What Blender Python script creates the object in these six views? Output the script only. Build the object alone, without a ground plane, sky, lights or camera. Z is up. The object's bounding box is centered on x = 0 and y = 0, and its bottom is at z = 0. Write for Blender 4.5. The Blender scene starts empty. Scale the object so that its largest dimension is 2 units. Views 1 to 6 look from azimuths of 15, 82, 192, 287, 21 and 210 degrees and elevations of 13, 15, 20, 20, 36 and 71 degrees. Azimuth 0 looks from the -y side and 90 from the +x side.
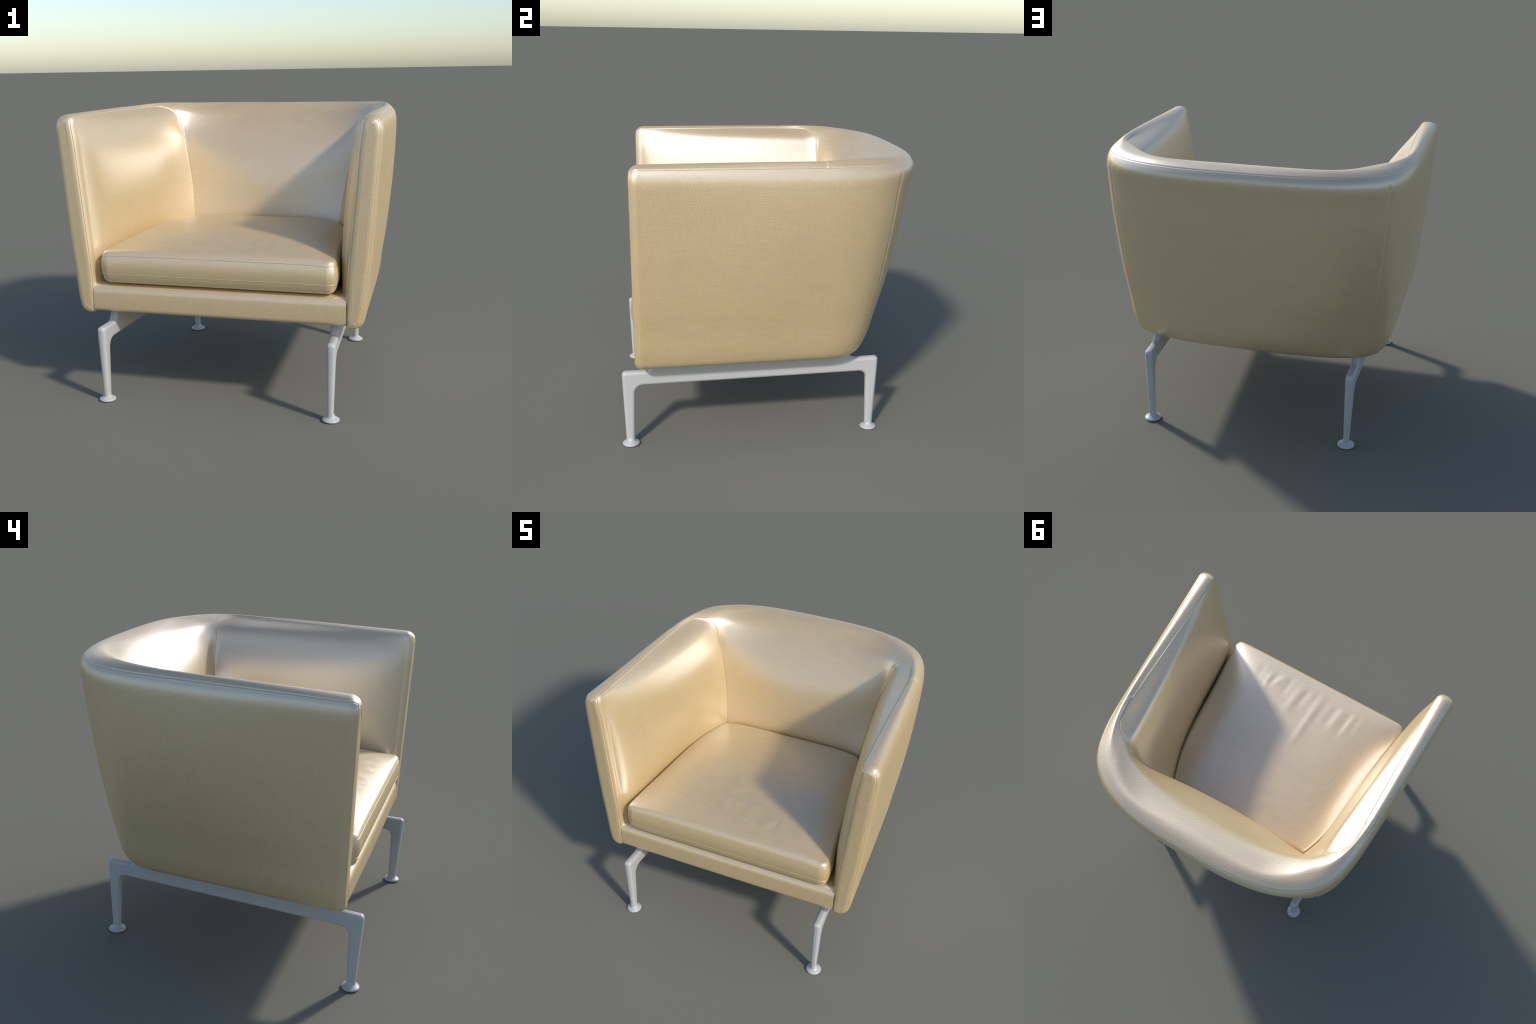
import bpy, math
import numpy as np
from mathutils import Vector

# ------------------------------------------------------------------ helpers
def new_mesh(name, verts, faces, mat, parent, normals=None, smooth=True):
    me = bpy.data.meshes.new(name)
    me.from_pydata([tuple(map(float, v)) for v in verts], [], [tuple(int(i) for i in f) for f in faces])
    me.validate()
    me.materials.append(mat)
    if smooth:
        me.polygons.foreach_set("use_smooth", [True] * len(me.polygons))
    if normals is not None:
        me.normals_split_custom_set_from_vertices([tuple(map(float, n)) for n in normals])
    me.update()
    ob = bpy.data.objects.new(name, me)
    bpy.context.scene.collection.objects.link(ob)
    ob.parent = parent
    return ob

def smoothstep(x):
    x = np.clip(x, 0, 1)
    return x * x * (3 - 2 * x)

def spline(t, P):
    """natural cubic spline through P (n,3) at knots t -> callable"""
    n = len(t)
    h = np.diff(t)
    A = np.zeros((n, n)); B = np.zeros((n, P.shape[1]))
    A[0, 0] = A[-1, -1] = 1
    for i in range(1, n - 1):
        A[i, i - 1] = h[i - 1]; A[i, i] = 2 * (h[i - 1] + h[i]); A[i, i + 1] = h[i]
        B[i] = 6 * ((P[i + 1] - P[i]) / h[i] - (P[i] - P[i - 1]) / h[i - 1])
    M = np.linalg.solve(A, B)
    def f(x):
        x = np.asarray(x, float)
        i = np.clip(np.searchsorted(t, x, side='right') - 1, 0, n - 2)
        a = (t[i + 1] - x)[:, None]; b = (x - t[i])[:, None]; hh = h[i][:, None]
        return (M[i] * a ** 3 + M[i + 1] * b ** 3) / (6 * hh) + (P[i] / hh - M[i] * hh / 6) * a + (P[i + 1] / hh - M[i + 1] * hh / 6) * b
    return f

def table(keys, vals):
    k = np.array(keys, float); v = np.array(vals, float)[:, None]
    f = spline(k, v)
    return lambda x: f(np.clip(np.atleast_1d(np.asarray(x, float)).ravel(), k[0], k[-1]))[:, 0].reshape(np.shape(np.atleast_1d(x)))

def grid_normals(P):
    du = np.gradient(P, axis=0); dv = np.gradient(P, axis=1)
    n = np.cross(du, dv)
    return n / (np.linalg.norm(n, axis=-1, keepdims=True) + 1e-12)

# ------------------------------------------------------------------ materials
def fabric_material():
    m = bpy.data.materials.new("woven_fabric"); m.use_nodes = True
    nt = m.node_tree; N = nt.nodes; L = nt.links
    bsdf = N["Principled BSDF"]
    tc = N.new("ShaderNodeTexCoord")
    sep = N.new("ShaderNodeSeparateXYZ"); L.new(tc.outputs["Object"], sep.inputs[0])
    nsep = N.new("ShaderNodeSeparateXYZ"); L.new(tc.outputs["Normal"], nsep.inputs[0])
    def math(op, a, b=None, c=None):
        n = N.new("ShaderNodeMath"); n.operation = op
        for i, v in enumerate((a, b, c)):
            if v is None: continue
            if isinstance(v, (int, float)): n.inputs[i].default_value = v
            else: L.new(v, n.inputs[i])
        return n.outputs[0]
    # thread wobble so that rows are not dead straight
    wob = N.new("ShaderNodeTexNoise"); wob.inputs["Scale"].default_value = 22; wob.inputs["Detail"].default_value = 2
    L.new(tc.outputs["Object"], wob.inputs["Vector"])
    wv = math('MULTIPLY', math('SUBTRACT', wob.outputs["Fac"], .5), WOBBLE)
    PU, PV = WEAVE
    def dots(u, v):
        a = math('COSINE', math('MULTIPLY', math('ADD', u, wv), 2 * 3.14159265 / PU))
        b = math('COSINE', math('MULTIPLY', math('ADD', v, wv), 2 * 3.14159265 / PV))
        return math('MULTIPLY', a, b)
    X, Y, Z = sep.outputs
    pat = [dots(Y, Z), dots(X, Z), dots(X, Y)]
    w = [math('POWER', math('ABSOLUTE', o), 5) for o in nsep.outputs]
    tot = math('ADD', math('ADD', w[0], w[1]), w[2])
    s = math('ADD', math('ADD', math('MULTIPLY', pat[0], w[0]), math('MULTIPLY', pat[1], w[1])), math('MULTIPLY', pat[2], w[2]))
    s = math('DIVIDE', s, tot)
    # per-thread irregularity: fine noise
    fine = N.new("ShaderNodeTexNoise"); fine.inputs["Scale"].default_value = 130; fine.inputs["Detail"].default_value = 2
    L.new(tc.outputs["Object"], fine.inputs["Vector"])
    sv = math('ADD', s, math('MULTIPLY', math('SUBTRACT', fine.outputs["Fac"], .5), 1.1))
    mr = N.new("ShaderNodeMapRange"); mr.inputs[1].default_value = -.35; mr.inputs[2].default_value = 1.25
    mr.interpolation_type = 'SMOOTHSTEP'
    L.new(sv, mr.inputs[0])
    mix = N.new("ShaderNodeMix"); mix.data_type = 'RGBA'
    mix.inputs[6].default_value = C_GROUND; mix.inputs[7].default_value = C_DOT
    L.new(mr.outputs[0], mix.inputs[0])
    # slubs: long faint streaks along the threads
    sl = []
    for sc in ((6, 6, 240), (240, 240, 6)):
        mp = N.new("ShaderNodeMapping"); mp.inputs["Scale"].default_value = sc
        L.new(tc.outputs["Object"], mp.inputs["Vector"])
        q = N.new("ShaderNodeTexNoise"); q.inputs["Scale"].default_value = 1; q.inputs["Detail"].default_value = 1
        L.new(mp.outputs[0], q.inputs["Vector"]); sl.append(q.outputs["Fac"])
    slub = math('ADD', math('MULTIPLY', math('SUBTRACT', math('ADD', sl[0], sl[1]), 1.0), .22), 1.0)
    hsv = N.new("ShaderNodeHueSaturation"); L.new(slub, hsv.inputs["Value"])
    # faint rosy patches in the yarn
    bl = N.new("ShaderNodeTexNoise"); bl.inputs["Scale"].default_value = 9; bl.inputs["Detail"].default_value = 3
    L.new(tc.outputs["Object"], bl.inputs["Vector"])
    br = N.new("ShaderNodeMapRange"); br.inputs[1].default_value = .52; br.inputs[2].default_value = .75; br.inputs[4].default_value = .35
    L.new(bl.outputs["Fac"], br.inputs[0])
    mix2 = N.new("ShaderNodeMix"); mix2.data_type = 'RGBA'
    L.new(br.outputs[0], mix2.inputs[0]); L.new(mix.outputs[2], mix2.inputs[6]); mix2.inputs[7].default_value = C_ROSE
    L.new(mix2.outputs[2], hsv.inputs["Color"]); L.new(hsv.outputs[0], bsdf.inputs["Base Color"])
    bsdf.inputs["Roughness"].default_value = FAB_ROUGH
    bsdf.inputs["IOR"].default_value = FAB_IOR
    bsdf.inputs["Specular IOR Level"].default_value = FAB_SPEC
    bump = N.new("ShaderNodeBump"); bump.inputs["Strength"].default_value = .05; bump.inputs["Distance"].default_value = .002
    L.new(sv, bump.inputs["Height"]); L.new(bump.outputs[0], bsdf.inputs["Normal"])
    return m

def metal_material():
    m = bpy.data.materials.new("cast_aluminium"); m.use_nodes = True
    nt = m.node_tree; N = nt.nodes; L = nt.links
    b = N["Principled BSDF"]
    tc = N.new("ShaderNodeTexCoord")
    no = N.new("ShaderNodeTexNoise"); no.inputs["Scale"].default_value = 60
    L.new(tc.outputs["Object"], no.inputs["Vector"])
    mix = N.new("ShaderNodeMix"); mix.data_type = 'RGBA'
    mix.inputs[6].default_value = tuple(c * .97 for c in C_METAL[:3]) + (1,); mix.inputs[7].default_value = tuple(c * 1.03 for c in C_METAL[:3]) + (1,)
    L.new(no.outputs["Fac"], mix.inputs[0]); L.new(mix.outputs[2], b.inputs["Base Color"])
    b.inputs["Roughness"].default_value = .38
    b.inputs["Metallic"].default_value = METAL
    b.inputs["Specular IOR Level"].default_value = .5
    return m

WEAVE = (.0188, .0150); WOBBLE = .0025
C_GROUND = (.525, .376, .168, 1); C_DOT = (.84, .585, .245, 1); C_ROSE = (.56, .38, .22, 1)
FAB_ROUGH = .38; FAB_SPEC = .5; FAB_IOR = 4.0
C_METAL = (.47, .47, .465, 1); METAL = 0.0
FABRIC = fabric_material(); METALM = metal_material()

root = bpy.data.objects.new("lounge_chair", None)
bpy.context.scene.collection.objects.link(root)
root["label"] = "low beige woven tub armchair on slim aluminium legs"
root["category"] = "armchair"

# ------------------------------------------------------------------ upholstered shell
# outer wall: plan is a U: straight arms, superelliptic back. All values by height.
ZK = (.60, .95, 1.30, 1.70)
def cubic(k, z):
    r = 0
    for i in range(4):
        l = 1
        for j in range(4):
            if j != i: l = l * (z - ZK[j]) / (ZK[i] - ZK[j])
        r = r + k[i] * l
    return r
X_FRONT = (.902, .944, .972, 1.000)      # half width at the arm fronts
X_REAR = (.845, .895, .932, .952)       # half width where the back corner starts
Y_BACK = (.652, .767, .853, .938)       # back centre
Y_CORNER = .287
N_BOT, N_TOP = 3.08, 2.83
ridge_z = table((0, .5, 1.0, 1.4, 2.0), (1.798, 1.805, 1.807, 1.805, 1.801))
SEAM_S = 36.0                           # angle of the corner seam

# arc length re-parametrisation of the corner
_a = np.linspace(0, np.pi / 2, 4000)
_c = np.stack([.92 * np.cos(_a).clip(0) ** (2 / 2.83), .58 * np.sin(_a) ** (2 / 2.83)], 1)
_l = np.r_[0, np.cumsum(np.linalg.norm(np.diff(_c, axis=0), axis=1))]; CORNER_LEN = _l[-1]; _l /= _l[-1]
def angle_of(u): return np.interp(u, _l, _a)
S_C = 1 + float(np.interp(np.radians(SEAM_S), _a, _l))     # station of corner seams
ARM_LEN = .285 + .85
S_SPLIT = (.255 + .85) / ARM_LEN

def outer(s, z):
    """plan point and outward normal of outer wall at station s and height z"""
    zc = np.clip(z, .55, 1.75)
    h = (zc - .6) / 1.1
    def pos(s):
        xf, xm, yb = cubic(X_FRONT, zc), cubic(X_REAR, zc), cubic(Y_BACK, zc)
        n = N_BOT + (N_TOP - N_BOT) * h
        yf = Y_FRONT_B + (Y_FRONT_T - Y_FRONT_B) * h
        if s <= 1:
            bow = .012 * math.sin(math.pi * s ** 2.2) * np.clip(1 - ((zc - 1.2) / .62) ** 2, 0, 1)
            return np.array([xf + (xm - xf) * s + bow, yf + CAP_R + (Y_CORNER - yf - CAP_R) * s])
        a = angle_of(s - 1)
        return np.array([xm * max(np.cos(a), 0) ** (2 / n), Y_CORNER + (yb - Y_CORNER) * np.sin(a) ** (2 / n)])
    def soft(s):
        # the straight arm runs into the corner without a curvature step
        w = .17 * float(smoothstep((.42 - abs(s - 1)) / .3))
        if w < 1e-3: return pos(s)
        ks = np.linspace(-1, 1, 9); g = np.exp(-2 * ks ** 2)
        return sum(a * pos(s + k * w) for a, k in zip(g, ks)) / g.sum()
    p = soft(s)
    if s >= 2 - 1e-9: return p * [0, 1], np.array([0, 1.])
    e = 2e-3
    d = soft(min(s + e, 2)) - soft(max(s - e, 0))
    n = np.array([d[1], -d[0]]); n /= np.linalg.norm(n)
    return p, n
Y_FRONT_T, Y_FRONT_B, CAP_R = -.856, -.850, .045

# inner wall: seam lines of the inner arm panel
front_x = table((.55, .75, 1.02, 1.52, 1.74, 1.80), (.784, .792, .812, .852, .872, .880))
bulge = table((.55, .75, .95, 1.3, 1.55, 1.68, 1.76), (.02, .036, .052, .048, .040, .024, .004))
rear_x = table((.55, .98, 1.19, 1.42, 1.53, 1.60, 1.68, 1.74), (.53, .555, .580, .624, .655, .678, .712, .745))
rear_y = table((.55, .98, 1.19, 1.42, 1.53, 1.60, 1.68, 1.74), (.38, .412, .460, .498, .513, .520, .518, .506))
mid_y = table((.55, .98, 1.20, 1.35, 1.50, 1.62, 1.70, 1.74), (.40, .412, .422, .445, .500, .575, .645, .690))
SEAM_U = (0, .42, .80, .91, .96, 1.)
SEAM_P = ((.881, -.811, 1.782), (.874, -.27, 1.790), (.873, .20, 1.793), (.858, .36, 1.793), (.823, .44, 1.790), (.765, .492, 1.776))

PILLOW = .053
INNER_Z = (1.74, 1.66, 1.55, 1.40, 1.20, 1.00, .80, .66)
def arm_fraction(s):
    return .83 * s if s <= 1 else .83 + .17 * (s - 1) / (S_C - 1)
def inner(s, z):
    if s <= S_C:
        u = arm_fraction(s)
        y0 = Y_FRONT_B + (Y_FRONT_T - Y_FRONT_B) * (min(max(z, .55), 1.75) - .6) / 1.1 + CAP_R
        ry = float(rear_y(z)[0]); y = y0 + (ry - y0) * u
        e = .45 * u + .55 * u ** 4
        xf = front_x(z)[0] - bulge(z)[0] * (1 - np.exp(-(y - y0 + .006) / .058))
        pad = PILLOW * (.86 * (u - u ** 4) / .4725 + .14 * float(smoothstep((u + .04) / .4) * smoothstep((.97 - u) / .5))) * float(np.clip(1 - ((z - 1.41 - .14 * u) / .54) ** 2, 0, 1)) * (1 - .8 * float(smoothstep((u - .62) / .33) * smoothstep((1.52 - z) / .3)))
        return np.array([xf + (rear_x(z)[0] - xf) * e - pad, y, z])
    u = (s - S_C) / (2 - S_C)
    rx, ry, cy = rear_x(z)[0], rear_y(z)[0], mid_y(z)[0]
    p = 1.6 + 1.9 * smoothstep((z - 1.2) / .5)
    return np.array([rx * (1 - u), ry + (cy - ry) * (1 - (1 - u) ** p), z])

def inner_soft(s, z):
    """the corner crease opens into a smooth round towards the top roll"""
    w = .16 * float(smoothstep((z - 1.46) / .26))
    if w < 1e-3: return inner(s, z)
    acc = 0; tot = 0
    for k in np.linspace(-1, 1, 13):
        g = math.exp(-2.5 * k * k); q = s + k * w
        if q < 0: q = -q
        if q > 2: p = inner(4 - q, z) * [-1, 1, 1]
        else: p = inner(q, z)
        acc = acc + g * p; tot += g
    p = acc / tot
    f = float(smoothstep((s - .55) / .3)); p = p * f + inner(s, z) * (1 - f)
    if s >= 2 - 1e-9: p[0] = 0
    return p
def ridge_inset(s):
    w = float(smoothstep((s - .85) / .75)); a = .066 - .018 * min(s, 1)
    return a + (.105 - a) * w
_path = None
def seam_path(s):
    """inner top line: sewn along the arm up to the corner, running on unsewn inside the back roll"""
    global _path
    if _path is None:
        ks, kp = [], []
        for u, p in zip(SEAM_U, SEAM_P):
            ks.append(u / .83 if u <= .83 else 1 + (u - .83) / .17 * (S_C - 1)); kp.append(p)
        for q, extra in ((1.60, .046), (1.70, .056), (1.84, .070), (2.0, .075)):
            p, n = outer(q, 1.75); b = p - n * (ridge_inset(q) + extra)
            ks.append(q); kp.append([b[0] if q < 2 else 0, b[1], 1.789])
        # mirrored knot keeps the line level across the middle
        ks.append(2.16); kp.append([-kp[-2][0], kp[-2][1], 1.789])
        _path = spline(np.array(ks), np.array(kp))
    S = _path(np.array([s]))[0]
    if s >= 2 - 1e-9: S[0] = 0
    return S
def section(s):
    """control points of the cross-section at s: outside bottom .. over the top .. inside bottom"""
    w = float(smoothstep((s - .55) / 1.0))
    zb = .556 + (.540 - .556) * w
    rb = .052 + (.088 - .052) * w
    pts = []
    for t in (0, 30, 60):
        t = math.radians(t)
        z = zb + rb * (1 - math.cos(t)); p, n = outer(s, z)
        q = p - n * rb * (1 - math.sin(t)); pts.append([q[0], q[1], z])
    for f in (0, .14, .3, .48, .66, .84, 1):
        z = zb + rb + (1.66 - zb - rb) * f
        p, n = outer(s, z); pts.append([p[0], p[1], z])
    wt = float(smoothstep((s - .85) / .75))
    for z, ia, ib in ((1.735, .007, .006), (1.776, .024, .034)):
        p, n = outer(s, z); i = ia + (ib - ia) * wt; q = p - n * i; pts.append([q[0], q[1], z])
    i_os = len(pts) - 1
    zr = float(ridge_z(s)[0])
    p, n = outer(s, 1.75); i = ridge_inset(s)
    r = p - n * i; pts.append([r[0], r[1], zr])
    S = seam_path(s)
    pts.append(list(S)); i_is = len(pts) - 1
    for z in INNER_Z:
        pts.append(list(inner_soft(s, z)))
    q = inner(s, .60); o = np.array(pts[0]); d = np.array([o[0] - q[0], o[1] - q[1]]); L = np.linalg.norm(d); d /= L
    for a, z in ((.004, zb + .040), (.020, zb + .010), (.045, zb)):
        a = min(a, .9 * L); pts.append([q[0] + d[0] * a, q[1] + d[1] * a, z])
    pts.append(list(o))
    return np.array(pts), i_os, i_is

CL = np.array([.0015, .003, .0045, .0065, .009, .013])      # sample offsets beside a seam (m)
def sample_section(s):
    P, i_os, i_is = section(s)
    t = np.r_[0, np.cumsum(np.linalg.norm(np.diff(P, axis=0), axis=1))]
    f = spline(t, P)
    ts = []; idx = {}
    for k in range(len(t) - 1):
        a, b = t[k], t[k + 1]
        if k == i_os: idx['os'] = len(ts)
        if k == i_is: idx['is'] = len(ts)
        ts.append(a)
        near_a = k in (i_os, i_is); near_b = (k + 1) in (i_os, i_is)
        lo = a + (CL[-1] if near_a else 0); hi = b - (CL[-1] if near_b else 0)
        if near_a: ts += list(a + CL)
        m = 5 if (near_a or near_b) else 6
        ts += list(np.linspace(lo, hi, m + 1)[1:-1])
        if near_b: ts += list(b - CL[::-1])
    ts.append(t[-1])
    ts = np.array(ts)
    return f(ts), ts, idx['os'], idx['is']

CLS = np.r_[CL, .018, .024, .031]
def cluster(c, ln): return list(c + np.r_[-CLS[::-1], 0, CLS] / ln)
stations = sorted(set(np.round(np.r_[np.linspace(0, .06, 8), np.linspace(.06, S_SPLIT - .035, 34), np.linspace(S_SPLIT + .035, S_C - .045, 26),
                          np.linspace(S_C + .045, 2, 44), cluster(S_SPLIT, ARM_LEN), cluster(S_C, CORNER_LEN)], 7)))
stations = np.array(stations)
SEC = [sample_section(s) for s in stations]
J_OS, J_IS = SEC[0][2], SEC[0][3]
H = np.array([q[0] for q in SEC])                 # (ns, nv, 3) half shell
TS = np.array([q[1] for q in SEC])
ns, nv = H.shape[:2]
I_SP = int(np.argmin(abs(stations - S_SPLIT))); I_C = int(np.argmin(abs(stations - S_C)))

# front cap rows: the first section shrinks while it rounds over to the front
ring = H[0]
_o = ring[:J_OS]; _low = J_IS + int(np.argmax(ring[J_IS:, 2] < .60)); _i = ring[J_IS:_low][::-1]
def spine(z):
    zz = np.clip(z, ring[:, 2].min() + .05, ring[:, 2].max() - .055)
    xo = np.interp(zz, _o[:, 2], _o[:, 0]); xi = np.interp(zz, _i[:, 2], _i[:, 0])
    return np.stack([(xo + xi) / 2, zz], 1)
toward = spine(ring[:, 2]) - ring[:, [0, 2]]
room = np.linalg.norm(toward, axis=1, keepdims=True); inw = toward / room
T_SEAM = 56.0
cap_t = [12, 24, 34, 42, 48, 51.5, 54, T_SEAM, 58, 60.5, 64, 70, 76, 83, 90]
rows = []
for t in cap_t:
    t = math.radians(t)
    q = ring.copy(); d = np.minimum(CAP_R, room[:, 0] * .88) * (1 - math.cos(t))
    q[:, 0] += inw[:, 0] * d; q[:, 2] += inw[:, 1] * d
    q[:, 1] -= CAP_R * math.sin(t)
    rows.append(q)
cap_rows = np.array(rows[::-1])                   # front-most first
K = len(cap_t)
K_SEAM = K - 1 - cap_t.index(T_SEAM)
G = np.concatenate([cap_rows, H], axis=0)         # rows: front face edge -> ... -> back centre
G[..., 1] += .022 * np.clip((G[..., 2] - 1.715) / .09, 0, 1) ** 2 * smoothstep((-.72 - G[..., 1]) / .12)   # tips lean back at the top
full = np.concatenate([G, (G[:-1] * [-1, 1, 1])[::-1]], axis=0)
nr = full.shape[0]; nh = G.shape[0]
Nrm = grid_normals(full)
# orient outward
if Nrm[nh - 1, nv // 4] @ np.array([0, 1, 0]) < 0: Nrm = -Nrm; FLIP = True
else: FLIP = False

# seam grooves: a sewn valley with a slightly raised lip either side
def groove(d, depth=.0024, lip=.0012):
    d = np.abs(d)
    return -depth * np.exp(-(d / .0028) ** 2) + lip * np.exp(-((d - .0065) / .003) ** 2)
Hd = np.zeros((nh, nv))
dist_v = lambda j: np.concatenate([np.repeat((TS[0] - TS[0][j])[None], K, 0), TS - TS[:, j:j + 1]], 0)
dv_os, dv_is = dist_v(J_OS), dist_v(J_IS)
row_len = np.r_[np.zeros(1), np.cumsum(np.linalg.norm(np.diff(G, axis=0), axis=2).mean(axis=1))]
rows_i = np.arange(nh)[:, None]; cols_j = np.arange(nv)[None, :]
ls = row_len[:, None] - row_len[K_SEAM]
sarr = np.r_[np.full(K, -1.), stations]
dsp = (sarr[:, None] - S_SPLIT) * ARM_LEN; dco = (sarr[:, None] - S_C) * CORNER_LEN
Hd += np.where(rows_i >= K_SEAM, groove(dv_os, .0018, .0010), 0)
Hd += np.where((rows_i >= K_SEAM) & (rows_i <= K + I_C), groove(dv_is), 0)
Hd += np.where((cols_j <= J_OS) | (cols_j >= J_IS), groove(ls), 0)
Hd += np.where((cols_j >= J_IS), groove(dco), 0) + np.where(cols_j <= J_OS, -.0036 * np.exp(-(dco / .011) ** 2) + .0016 * np.exp(-((abs(dco) - .020) / .010) ** 2), 0) * smoothstep((1.765 - np.r_[np.repeat(H[:1, :, 2], K, 0), H[:, :, 2]]) / .09)
Hd += np.where((cols_j > J_OS) & (cols_j < J_IS), groove(dsp, .0006, .0002) + np.where(dsp < -1e-6, -.0022 * np.exp(dsp.clip(-1, 0) / .04), 0), 0)
HdF = np.concatenate([Hd, Hd[:-1][::-1]], 0)
full = full + Nrm * HdF[..., None]
Nrm = grid_normals(full); Nrm = -Nrm if FLIP else Nrm

def panel(name, r0, r1, c0, c1, extra=None):
    sub = full[r0:r1 + 1, c0:c1 + 1]; nn = Nrm[r0:r1 + 1, c0:c1 + 1]
    a, b = sub.shape[:2]
    F = []
    for i in range(a - 1):
        for j in range(b - 1):
            q = (i * b + j, i * b + j + 1, (i + 1) * b + j + 1, (i + 1) * b + j)
            F.append(q if FLIP else q[::-1])
    return sub.reshape(-1, 3), F, nn.reshape(-1, 3)

def merge(parts):
    V, F, Nn = [], [], []; o = 0
    for v, f, n in parts:
        V.append(v); Nn.append(n); F += [tuple(i + o for i in q) for q in f]; o += len(v)
    return np.concatenate(V), F, np.concatenate(Nn)

def fix_winding(part, ref):
    return part

iC = K + I_C; iS = K + I_SP
last = nr - 1
def both(name, build):
    for mir in (False, True):
        v, f, n = merge(build())
        if mir:
            v = v * [-1, 1, 1]; n = n * [-1, 1, 1]; f = [q[::-1] for q in f]
        new_mesh(name, v, f, FABRIC, root, n)

def cap_face():
    # front face closing the first ring (last section point repeats the first)
    e = full[0][:-1]; n = len(e)
    f = tuple(range(n))
    a = np.sum(e[:, 0] * np.roll(e[:, 2], -1) - np.roll(e[:, 0], -1) * e[:, 2])
    return e, [f if a > 0 else f[::-1]], np.tile([0, -1., 0], (n, 1))

both("armrest_outer_panel", lambda: [panel("", K_SEAM, iC, 0, J_OS)])
both("armrest_inner_panel", lambda: [panel("", K_SEAM, iC, J_IS, nv - 1)])
both("armrest_band", lambda: [panel("", K_SEAM, iS, J_OS, J_IS), panel("", 0, K_SEAM, 0, nv - 1), cap_face()])
v, f, n = panel("", iC, last - iC, 0, J_OS)
new_mesh("backrest_outer_panel", v, f, FABRIC, root, n)
v, f, n = merge([panel("", iS, last - iS, J_OS, J_IS), panel("", iC, last - iC, J_IS, nv - 1)])
new_mesh("backrest_inner_panel", v, f, FABRIC, root, n)

# ------------------------------------------------------------------ seat rail and seat base
def rounded_profile(pts, radii, seg=6):
    """2D polygon with rounded corners"""
    out = []; n = len(pts)
    for i in range(n):
        p = np.array(pts[i], float); a = np.array(pts[i - 1], float); b = np.array(pts[(i + 1) % n], float)
        u = (a - p) / np.linalg.norm(a - p); w = (b - p) / np.linalg.norm(b - p)
        r = radii[i]
        if r <= 0: out.append(p); continue
        ang = math.acos(np.clip(u @ w, -1, 1)); d = r / math.tan(ang / 2)
        c = p + (u + w) / np.linalg.norm(u + w) * r / math.sin(ang / 2)
        s, e = p + u * d - c, p + w * d - c
        a0 = math.atan2(s[1], s[0]); a1 = math.atan2(e[1], e[0]); da = (a1 - a0 + math.pi) % (2 * math.pi) - math.pi
        for k in range(seg + 1):
            t = a0 + da * k / seg; out.append(c + r * np.array([math.cos(t), math.sin(t)]))
    return np.array(out)

prof = rounded_profile([(-.851, .573), (-.851, .752), (-.60, .752), (-.60, .573)], [.03, .058, .01, .01], 8)
xs = np.r_[np.linspace(-.80, .80, 41)]
V = []; F = []
for x in xs:
    for y, z in prof: V.append((x, y + .004 * (x / .8) ** 2, z))
m = len(prof)
for i in range(len(xs) - 1):
    for j in range(m):
        F.append((i * m + j, i * m + (j + 1) % m, (i + 1) * m + (j + 1) % m, (i + 1) * m + j))
ob = new_mesh("seat_rail", V, F, FABRIC, root)

def box(name, x0, x1, y0, y1, z0, z1, mat, parent, taper=1.0):
    V = [(x, y, z) for z in (z0, z1) for (x, y) in ((-x1, y0), (x1, y0), (x1 * taper, y1), (-x1 * taper, y1))]
    F = [(3, 2, 1, 0), (4, 5, 6, 7), (0, 1, 5, 4), (1, 2, 6, 5), (2, 3, 7, 6), (3, 0, 4, 7)]
    return new_mesh(name, V, F, mat, parent, smooth=False)
box("seat_base", 0, .80, -.62, .46, .565, .735, FABRIC, root, .72)

# ------------------------------------------------------------------ seat cushion
side_x = table((-.88, -.80, -.5, -.2, .1, .26, .36, .42), (.738, .737, .712, .688, .652, .610, .572, .545))
def cushion():
    nu, nvv = 120, 130
    # plan outline half width by y ; front edge y
    YF, YB = -.860, .392
    us = np.linspace(-1, 1, nu * 2 + 1); ws = np.linspace(0, 1, nvv)
    # cluster towards the rim
    us = np.sign(us) * (1 - (1 - abs(us)) ** 1.35); ws = .5 - .5 * np.cos(np.pi * ws) * .25 - .5 * (1 - 2 * ws) * .75
    U, W = np.meshgrid(us, ws, indexing='ij')
    Y = YF + (YB - YF) * W
    # rounded plan corners at the front
    r = .05
    inset = np.where(Y < YF + r, r - np.sqrt(np.clip(r * r - (YF + r - Y) ** 2, 0, None)), 0)
    rbk = .03
    inset = inset + np.where(Y > YB - rbk, rbk - np.sqrt(np.clip(rbk ** 2 - (Y - YB + rbk) ** 2, 0, None)), 0)
    hw = side_x(Y.ravel()).reshape(Y.shape) - inset
    X = U * hw
    return X, Y, U, W, hw, YF, YB

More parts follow.
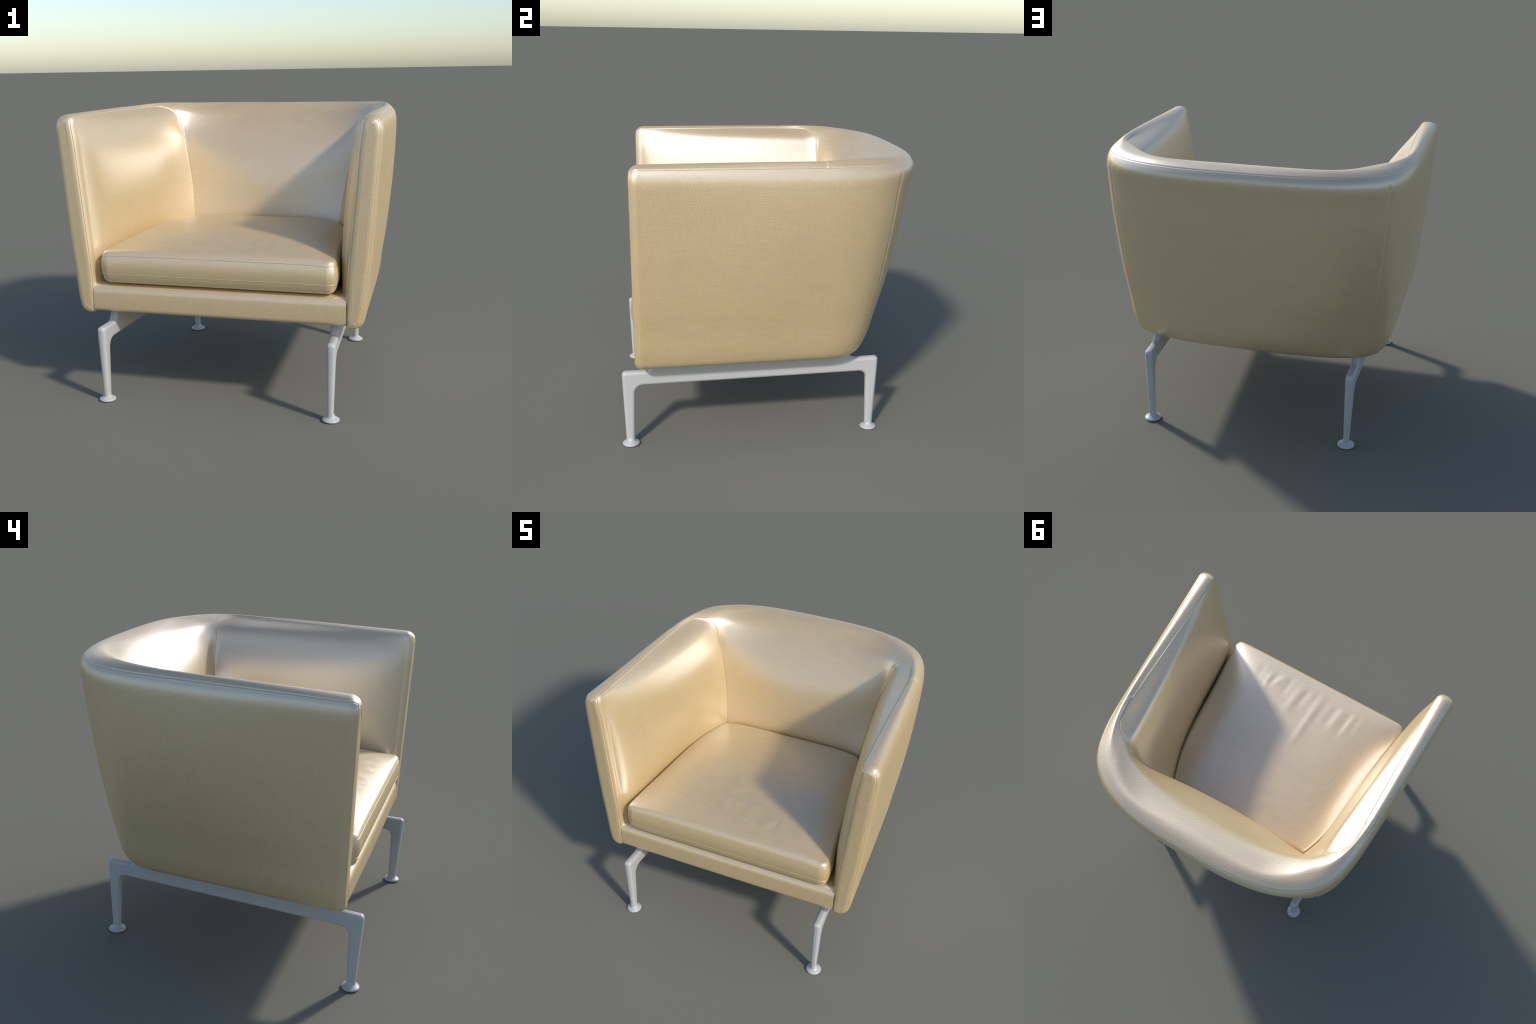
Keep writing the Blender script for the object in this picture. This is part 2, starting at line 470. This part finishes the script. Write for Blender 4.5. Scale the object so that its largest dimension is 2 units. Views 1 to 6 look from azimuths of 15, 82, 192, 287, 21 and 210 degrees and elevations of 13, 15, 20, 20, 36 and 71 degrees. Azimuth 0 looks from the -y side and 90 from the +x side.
folds = [  # x0,y0,x1,y1,amp,width
    (.346, -.74, .333, -.56, .0050, .017), (.218, -.77, .283, -.63, .0045, .016), (.289, -.77, .325, -.60, -.0045, .015),
    (.182, -.78, .191, -.60, -.0045, .017), (.073, -.78, .095, -.47, .0060, .026), (.021, -.75, .048, -.56, -.0055, .018),
    (-.098, -.76, -.073, -.27, .0060, .020), (-.055, -.78, -.043, -.63, -.0035, .014), (-.232, -.74, -.212, -.54, -.0050, .020),
    (-.289, -.75, -.259, -.50, .0045, .018), (-.346, -.74, -.329, -.49, -.0050, .018), (-.388, -.77, -.36, -.53, .0045, .017),
    (-.456, -.77, -.44, -.57, .0035, .016), (.44, -.78, .42, -.62, -.003, .02), (-.15, -.8, -.13, -.5, -.003, .02)]
def fold_height(X, Y):
    h = np.zeros_like(X)
    for x0, y0, x1, y1, a, w in folds:
        d = np.array([x1 - x0, y1 - y0]); L = np.hypot(*d); d /= L
        t = ((X - x0) * d[0] + (Y - y0) * d[1]) / L; o = (X - x0) * d[1] - (Y - y0) * d[0]
        h += .40 * a * np.exp(-(o / (1.35 * w)) ** 2) * smoothstep(t / .35) * smoothstep((1.25 - t) / .6)
    return h

X, Y, U, W, hw, YF, YB = cushion()
ZT, ZB, ZMID = .962, .757, .85
def rim(d, r):        # height loss near the edge: quarter round
    t = np.clip(1 - d / r, 0, 1); return r * (1 - np.sqrt(1 - t ** 2))
D_side = side_x(Y.ravel()).reshape(Y.shape) - abs(X); D_f = Y - YF; D_b = YB - Y
RC = .05
D_rim = np.where((D_side < RC) & (D_f < RC), RC - np.hypot(RC - D_side, RC - D_f), np.minimum(D_side, D_f)).clip(0)
crown_y = table((-.88, -.80, -.6, -.4, -.2, 0, .2, .39), (0, .030, .076, .092, .092, .080, .062, .030))
def crown(X, Y): return crown_y(Y.ravel()).reshape(Y.shape) * (1 - (abs(X) / (hw + 1e-6)).clip(0, 1) ** 6)
top = ZT + crown(X, Y) - rim(D_rim, .027) - .4 * rim(D_b, .03) + fold_height(X, Y)
bot = ZB + .8 * rim(D_rim, .06)
# top and bottom sheets plus a side wall with a slight belly
a, b = X.shape
V = []; F = []
vt = np.stack([X, Y, top], -1).reshape(-1, 3); vb = np.stack([X, Y, bot], -1).reshape(-1, 3)
idx = np.arange(a * b).reshape(a, b)
loop = list(idx[:, 0]) + list(idx[-1, 1:]) + list(idx[-2::-1, -1]) + list(idx[0, -2:0:-1])
loop = np.array(loop)
V = [vt, vb]; off = 2 * a * b
for i in range(a - 1):
    for j in range(b - 1):
        F.append((idx[i, j], idx[i + 1, j], idx[i + 1, j + 1], idx[i, j + 1]))
        F.append(tuple(k + a * b for k in (idx[i, j], idx[i, j + 1], idx[i + 1, j + 1], idx[i + 1, j])))
M = 14; L = len(loop)
tl, bl = vt[loop], vb[loop]
c = tl[:, :2]
tan = np.roll(c, -3, 0) - np.roll(c, 3, 0); on = np.stack([tan[:, 1], -tan[:, 0]], 1); on /= np.linalg.norm(on, axis=1, keepdims=True) + 1e-9
rings = []
seam_lines = ((.10, .0022), (.83, .0022))
for k in range(1, M):
    t = k / M
    z = tl[:, 2] + (bl[:, 2] - tl[:, 2]) * t
    d = .010 * (1 - (2 * t - 1) ** 2)
    p = np.concatenate([c + on * d, z[:, None]], 1); rings.append(p)
prev = loop
for k, p in enumerate(rings):
    V.append(p); cur = off + np.arange(L); off += L
    for q in range(L):
        F.append((prev[q], cur[q], cur[(q + 1) % L], prev[(q + 1) % L])[::-1])
    prev = cur
cur = loop + a * b
for q in range(L): F.append((prev[q], cur[q], cur[(q + 1) % L], prev[(q + 1) % L])[::-1])
cush = new_mesh("seat_cushion", np.concatenate(V), F, FABRIC, root)
import bmesh
bm = bmesh.new(); bm.from_mesh(cush.data); bmesh.ops.remove_doubles(bm, verts=bm.verts, dist=1e-5); bmesh.ops.recalc_face_normals(bm, faces=bm.faces); bm.to_mesh(cush.data); bm.free()

# piping seams of the cushion: thin welts just proud of the surface
def tube(name, path, r, mat, parent, closed=False, seg=6):
    cu = bpy.data.curves.new(name, 'CURVE'); cu.dimensions = '3D'; cu.bevel_depth = r; cu.bevel_resolution = 2
    sp = cu.splines.new('POLY'); sp.points.add(len(path) - 1)
    for q, p in zip(sp.points, path): q.co = (*map(float, p), 1)
    sp.use_cyclic_u = closed
    ob = bpy.data.objects.new(name, cu); bpy.context.scene.collection.objects.link(ob)
    dg = bpy.context.evaluated_depsgraph_get()
    me = bpy.data.meshes.new_from_object(ob.evaluated_get(dg)); me.name = name
    bpy.data.objects.remove(ob)
    me.materials.clear(); me.materials.append(mat)
    me.polygons.foreach_set("use_smooth", [True] * len(me.polygons))
    o = bpy.data.objects.new(name, me); bpy.context.scene.collection.objects.link(o); o.parent = parent
    return o
tube("cushion_piping", tl + np.concatenate([on * .001, np.full((L, 1), -.001)], 1), 0.0016, FABRIC, cush, True)
k = int(.86 * M)
tube("cushion_piping", rings[k - 1] + np.concatenate([on * .0, np.zeros((L, 1))], 1), .0016, FABRIC, cush, True)

# ------------------------------------------------------------------ leg frames
def resample(poly, step):
    P = np.vstack([poly, poly[:1]]); l = np.r_[0, np.cumsum(np.linalg.norm(np.diff(P, axis=0), axis=1))]
    n = int(l[-1] / step); u = np.linspace(0, l[-1], n, endpoint=False)
    return np.stack([np.interp(u, l, P[:, k]) for k in (0, 1)], 1)

side = [(-.917, .005), (-.936, .492), (-.775, .494), (-.735, .560), (.470, .560), (.525, .503), (.694, .505), (.677, .005),
        (.627, .005), (.613, .409), (-.854, .399), (-.865, .005)]
rad = [.0225, .0225, .02, .03, .03, .03, .0225, .0225, .0225, .045, .052, .0225]
out = resample(rounded_profile(side, rad, 8), .006)
def leg_frame():
    HWT, R = .027, .021
    n = len(out)
    tg = np.roll(out, -1, 0) - np.roll(out, 1, 0)
    nm = np.stack([-tg[:, 1], tg[:, 0]], 1); nm /= np.linalg.norm(nm, axis=1, keepdims=True)
    area = np.sum(out[:, 0] * np.roll(out[:, 1], -1) - np.roll(out[:, 0], -1) * out[:, 1])
    if area < 0: nm = -nm                      # inward normals
    V = []; F = []; NN = []
    ts = np.linspace(0, math.pi, 17)
    def put(y, z, off):
        taper = .66 + .34 * min(max((z - .03) / .40, 0), 1)
        x0 = .726 + (.646 - .726) * (y + .93) / (.69 + .93)
        lean = -.004 * min(max((.45 - z) / .4, 0), 1)
        V.append((x0 + lean + off * taper, y, z))
    for t in ts:
        q = out + nm * (R * (1 - math.sin(t))); c = math.cos(t)
        off = math.copysign(HWT - R, c) * (abs(c) > 1e-9) + R * c
        for (y, z), k in zip(q, nm):
            put(y, z, off); NN.append((c, -k[0] * math.sin(t), -k[1] * math.sin(t)))
    m = len(ts)
    for i in range(m - 1):
        for j in range(n): F.append((i * n + j, i * n + (j + 1) % n, (i + 1) * n + (j + 1) % n, (i + 1) * n + j))
    for sg in (1, -1):                          # flat cheeks with their own vertices
        o = len(V)
        for y, z in out + nm * R:
            put(y, z, sg * HWT); NN.append((sg, 0, 0))
        f = tuple(o + j for j in range(n)); F.append(f[::-1] if sg > 0 else f)
    return np.array(V), F, np.array(NN, float)
V, F, LN = leg_frame()
def lathe(profile, seg=40):
    V = []; F = []
    for r, z in profile:
        for k in range(seg):
            a = 2 * math.pi * k / seg; V.append((r * math.cos(a), r * math.sin(a), z))
    m = len(profile)
    for i in range(m - 1):
        for k in range(seg): F.append((i * seg + k, i * seg + (k + 1) % seg, (i + 1) * seg + (k + 1) % seg, (i + 1) * seg + k))
    F.append(tuple(range(seg))[::-1]); F.append(tuple((m - 1) * seg + k for k in range(seg)))
    return V, F
fv, ff = lathe([(.040, 0), (.048, .001), (.0525, .004), (.0535, .008), (.052, .012), (.047, .0155), (.040, .019), (.031, .025), (.025, .031), (.021, .038), (.019, .046)])
foot_mesh = None
for sgn in (1, -1):
    f = F if sgn > 0 else [q[::-1] for q in F]
    fr = new_mesh("leg_frame", V * [sgn, 1, 1], f, METALM, root, LN * [sgn, 1, 1])
    for x, y in ((.722, -.890), (.6425, .6525)):
        if foot_mesh is None:
            ft = new_mesh("foot_glide", fv, ff, METALM, fr); foot_mesh = ft.data
        else:
            ft = bpy.data.objects.new("foot_glide", foot_mesh); bpy.context.scene.collection.objects.link(ft); ft.parent = fr
        ft.location = (sgn * x, y, 0)
